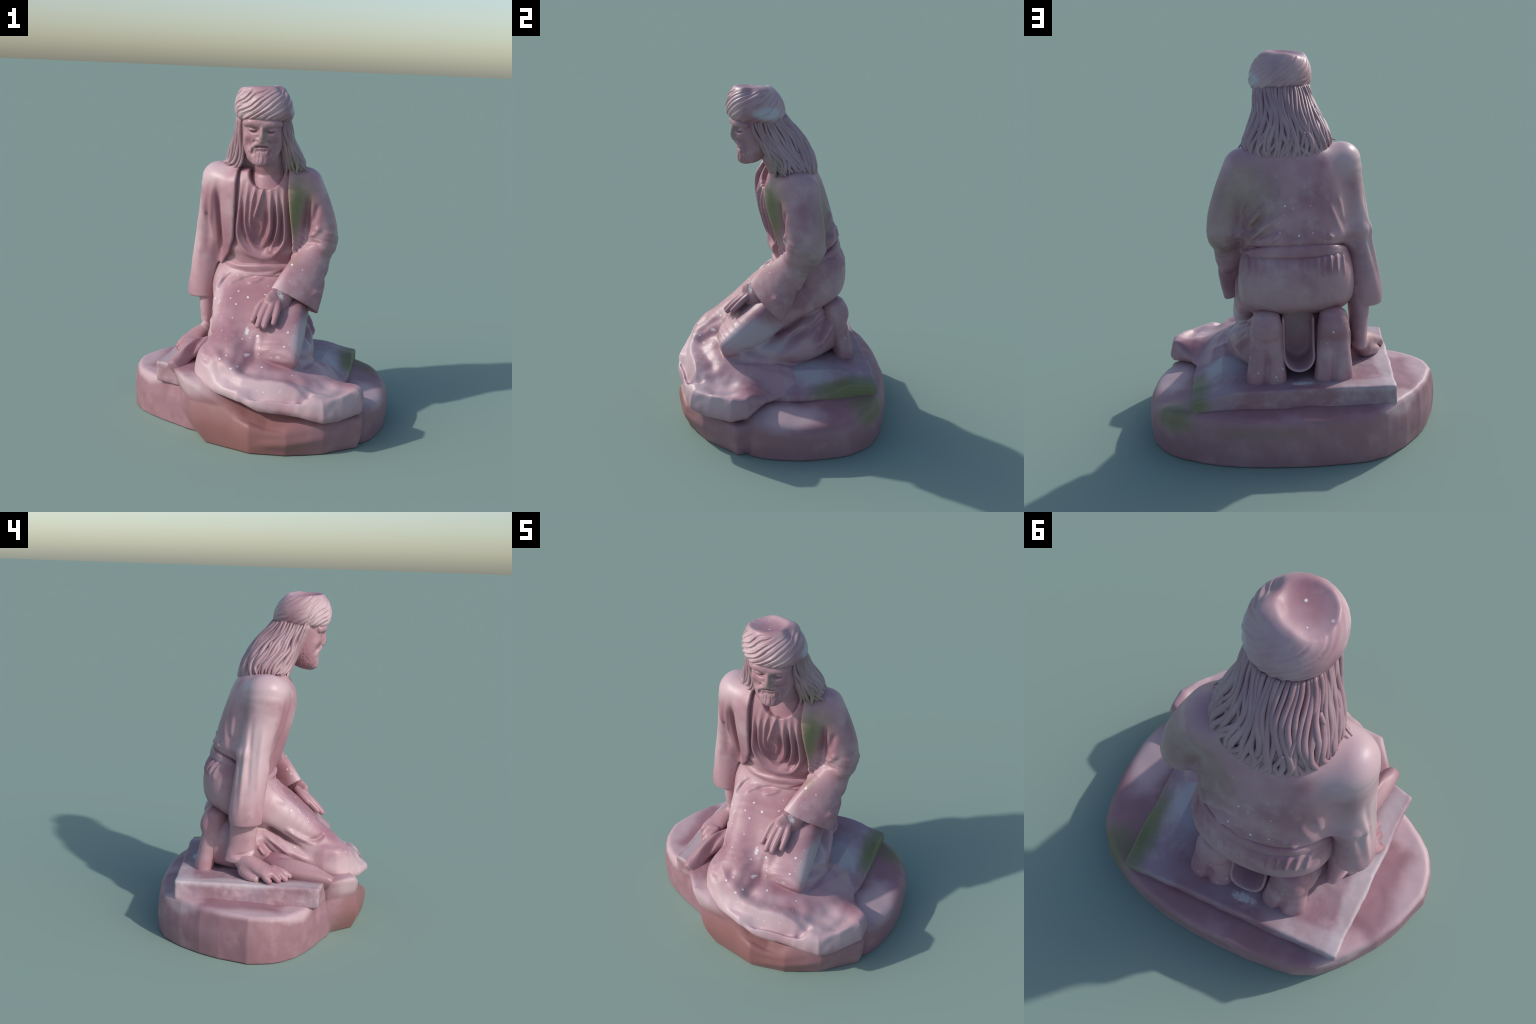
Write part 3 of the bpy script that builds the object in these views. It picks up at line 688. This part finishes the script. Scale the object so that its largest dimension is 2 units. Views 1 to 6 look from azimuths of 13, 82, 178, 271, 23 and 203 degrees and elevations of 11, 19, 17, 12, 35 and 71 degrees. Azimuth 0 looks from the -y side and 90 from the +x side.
# ---------------------------------------------------------------- build the parts
def build(name, field, lo, hi, h, mat, parent=ROOT):
    V, Q = polygonise(field, lo, hi, h)
    return add_mesh(name, V, Q, mat, parent)

build("rock_base", f_base, (-.84, -.66, -.02), (.82, .68, .42), .008, M_ROCK)
build("stone_slab", f_slab, (-.56, -.42, .22), (.54, .53, .40), .006, M_SLAB)

V, Q = polygonise(f_lower, (-.40, -.69, .16), (.74, .46, 1.08), .0065)
V = relax(V, Q, 3)
C = V[Q].mean(1).astype(F)
lab = (f_ledge(C) < f_skirt(C)).astype(int)
split_mesh(V, Q, lab, {0: ("skirt", M_SKIRT), 1: ("rock_ledge", M_LEDGE)})

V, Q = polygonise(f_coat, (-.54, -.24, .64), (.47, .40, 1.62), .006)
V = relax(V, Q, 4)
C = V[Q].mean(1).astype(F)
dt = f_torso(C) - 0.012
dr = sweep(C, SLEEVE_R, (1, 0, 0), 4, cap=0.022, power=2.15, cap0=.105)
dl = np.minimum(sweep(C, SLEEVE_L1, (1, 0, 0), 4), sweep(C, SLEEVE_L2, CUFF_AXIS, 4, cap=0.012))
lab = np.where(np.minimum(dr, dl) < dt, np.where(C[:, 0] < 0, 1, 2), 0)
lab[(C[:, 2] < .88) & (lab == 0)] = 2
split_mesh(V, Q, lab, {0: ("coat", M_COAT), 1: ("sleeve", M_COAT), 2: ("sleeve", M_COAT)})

build("tunic", f_tunic, (-.30, -.22, .86), (.28, .38, 1.56), .0055, M_TUNIC)
build("sash", f_sash, (-.34, -.14, .80), (.30, .42, 1.14), .006, M_SASH)
build("foot", f_foot_l, (.0, .22, .28), (.30, .50, .80), .006, M_FOOT)
build("foot", f_foot_r, (-.33, .20, .28), (-.06, .48, .80), .006, M_FOOT)
build("cloth_fold", f_cloth_fold, (-.14, .24, .38), (.10, .42, .74), .005, M_SKIRT)
build("hand", f_hand_l, (-.02, -.38, .62), (.32, -.02, .90), .004, M_HAND)
build("hand", f_hand_r, (-.57, -.19, .33), (-.30, .20, .53), .004, M_HAND)
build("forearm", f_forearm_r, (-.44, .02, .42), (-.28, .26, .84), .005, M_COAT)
build("cloth_tail", f_flap, (-.48, -.42, .28), (-.14, .08, .54), .005, M_HAND)
build("neck", f_neck, (-.15, -.22, 1.36), (.20, .18, 1.75), .006, M_SKIN)

V, Q = polygonise(f_head, (-.13, -.34, 1.52), (.16, .02, 1.93), .0035)
C = V[Q].mean(1); s = np.abs(C[:, 0] - HX)
lab = ((C[:, 1] < -.10) & ((C[:, 2] < 1.655) | ((s > .065) & (C[:, 2] < 1.68)))).astype(int)
split_mesh(V, Q, lab, {0: ("head", M_SKIN), 1: ("beard", M_BEARD)})
build("turban", f_turban, (-.21, -.38, 1.74), (.22, .06, 2.03), .0045, M_TURBAN)
HAIR_OB = build("hair", f_hair, (-.28, -.28, 1.43), (.28, .24, 1.86), .006, M_HAIR)

def tube(path, rad, flat, nrm, sides=8):
    """Closed tapering strand: ring of `sides` points round each station, domed ends."""
    P = catmull(path, 3); n = len(P)
    R = np.interp(np.linspace(0, 1, n), np.linspace(0, 1, len(rad)), rad)
    Nn = catmull(nrm, 3)
    T = np.gradient(P, axis=0); T /= np.linalg.norm(T, axis=1, keepdims=True)
    Nn = Nn - T * (Nn * T).sum(1, keepdims=True); Nn /= np.linalg.norm(Nn, axis=1, keepdims=True)
    Bn = np.cross(T, Nn)
    a = np.arange(sides) * 2 * np.pi / sides
    V = (P[:, None] + R[:, None, None] * (np.cos(a)[None, :, None] * Bn[:, None] + flat * np.sin(a)[None, :, None] * Nn[:, None])).reshape(-1, 3)
    faces = []
    for i in range(n - 1):
        for j in range(sides):
            k = (j + 1) % sides
            faces.append((i * sides + j, i * sides + k, (i + 1) * sides + k, (i + 1) * sides + j))
    faces.append(tuple(range(sides))[::-1]); faces.append(tuple(range((n - 1) * sides, n * sides)))
    return V, faces

HR = catmull(HAIR, 6)
def hair_point(th, z):
    cx, cy, rx, ry = (np.interp(z, HR[:, 0], HR[:, j]) for j in (1, 2, 3, 4))
    c, s = math.cos(th), math.sin(th)
    k = 1 / (abs(s) ** 2.2 + abs(c) ** 2.2) ** (1 / 2.2)
    return np.array([cx + rx * s * k, cy + ry * c * k, z]), np.array([s, c, 0.35])

def add_strand(th0, z0, z1, width, seed):
    r = np.random.default_rng(seed)
    ph, fr, am = r.uniform(0, 6.28), r.uniform(1.0, 2.0), r.uniform(.025, .065)
    path, nrm = [], []
    for t in np.linspace(0, 1, 9):
        z = z0 + (z1 - z0) * t
        th = th0 + am * math.sin(ph + fr * 6.28 * t) * (0.3 + t) + 0.06 * math.sin(3.1 * th0 + 7 * t)
        p, n = hair_point(th, z)
        nn = n / np.linalg.norm(n)
        path.append(p + nn * (-0.001 + 0.004 * math.sin(ph + 9 * t))); nrm.append(n)
    rad = np.array([.75, .85, .95, 1.05, 1.1, 1.0, .35]) * width
    v, f = tube(path, rad, 0.95, nrm)
    return add_mesh("hair_strand", v, f, M_HAIR, HAIR_OB)

def hair_bottom(th): return float(np.interp(abs(th), np.radians([0, 45, 75, 95, 112, 125]), [1.462, 1.482, 1.525, 1.522, 1.492, 1.49]))
NS = 41
for i, th in enumerate(np.linspace(-math.radians(117), math.radians(117), NS)):
    r = np.random.default_rng(100 + i)
    th += r.uniform(-.015, .015)
    add_strand(th, 1.825, hair_bottom(th) + r.uniform(-.010, .012), r.uniform(.0105, .0135), 300 + i)
for i in range(16):
    r = np.random.default_rng(900 + i)
    th = (i + .5) / 16 * math.radians(228) - math.radians(114) + r.uniform(-.03, .03)
    zb = hair_bottom(th)
    add_strand(th, r.uniform(1.60, 1.76), zb + r.uniform(-.006, .02), r.uniform(.009, .012), 1200 + i)

def add_lock(path, width, seed, flat=0.9):
    r = np.random.default_rng(seed)
    p = np.array(path, float); p[1:-1] += r.uniform(-.006, .006, p[1:-1].shape); p[:, 1] -= .008 * (seed % 2); p[-1] += r.uniform(-.008, .008, 3)
    nrm = [(0.35 * np.sign(q[0]), -1, 0.2) for q in p]
    v, f = tube(p, np.array([.7, 1, 1.05, 1, .9, .3]) * width, flat, nrm)
    return add_mesh("hair_strand", v, f, M_HAIR, HAIR_OB)
for i, u in enumerate(np.linspace(0, 1, 7)):      # left lock: temple to collar, fanning out
    add_lock([(.114 + .018 * u, -.210 + .03 * u, 1.82), (.118 + .030 * u, -.165 + .03 * u, 1.73), (.118 + .050 * u, -.120 + .03 * u, 1.64),
              (.128 + .076 * u, -.082 + .03 * u, 1.56), (.142 + .10 * u, -.064 + .05 * u, 1.485 + .035 * u * u)], .0125 - .003 * abs(u - .5), 2000 + i)
for i, u in enumerate(np.linspace(0, 1, 7)):      # right lock, tips swept outwards over the shoulder
    add_lock([(-.104 - .034 * u, -.212 + .03 * u, 1.82), (-.112 - .045 * u, -.172 + .03 * u, 1.72), (-.112 - .065 * u, -.132 + .03 * u, 1.63),
              (-.124 - .085 * u, -.098 + .035 * u, 1.555), (-.165 - .095 * u, -.085 + .065 * u, 1.502 + .035 * u)], .0125 - .003 * abs(u - .5), 2100 + i)
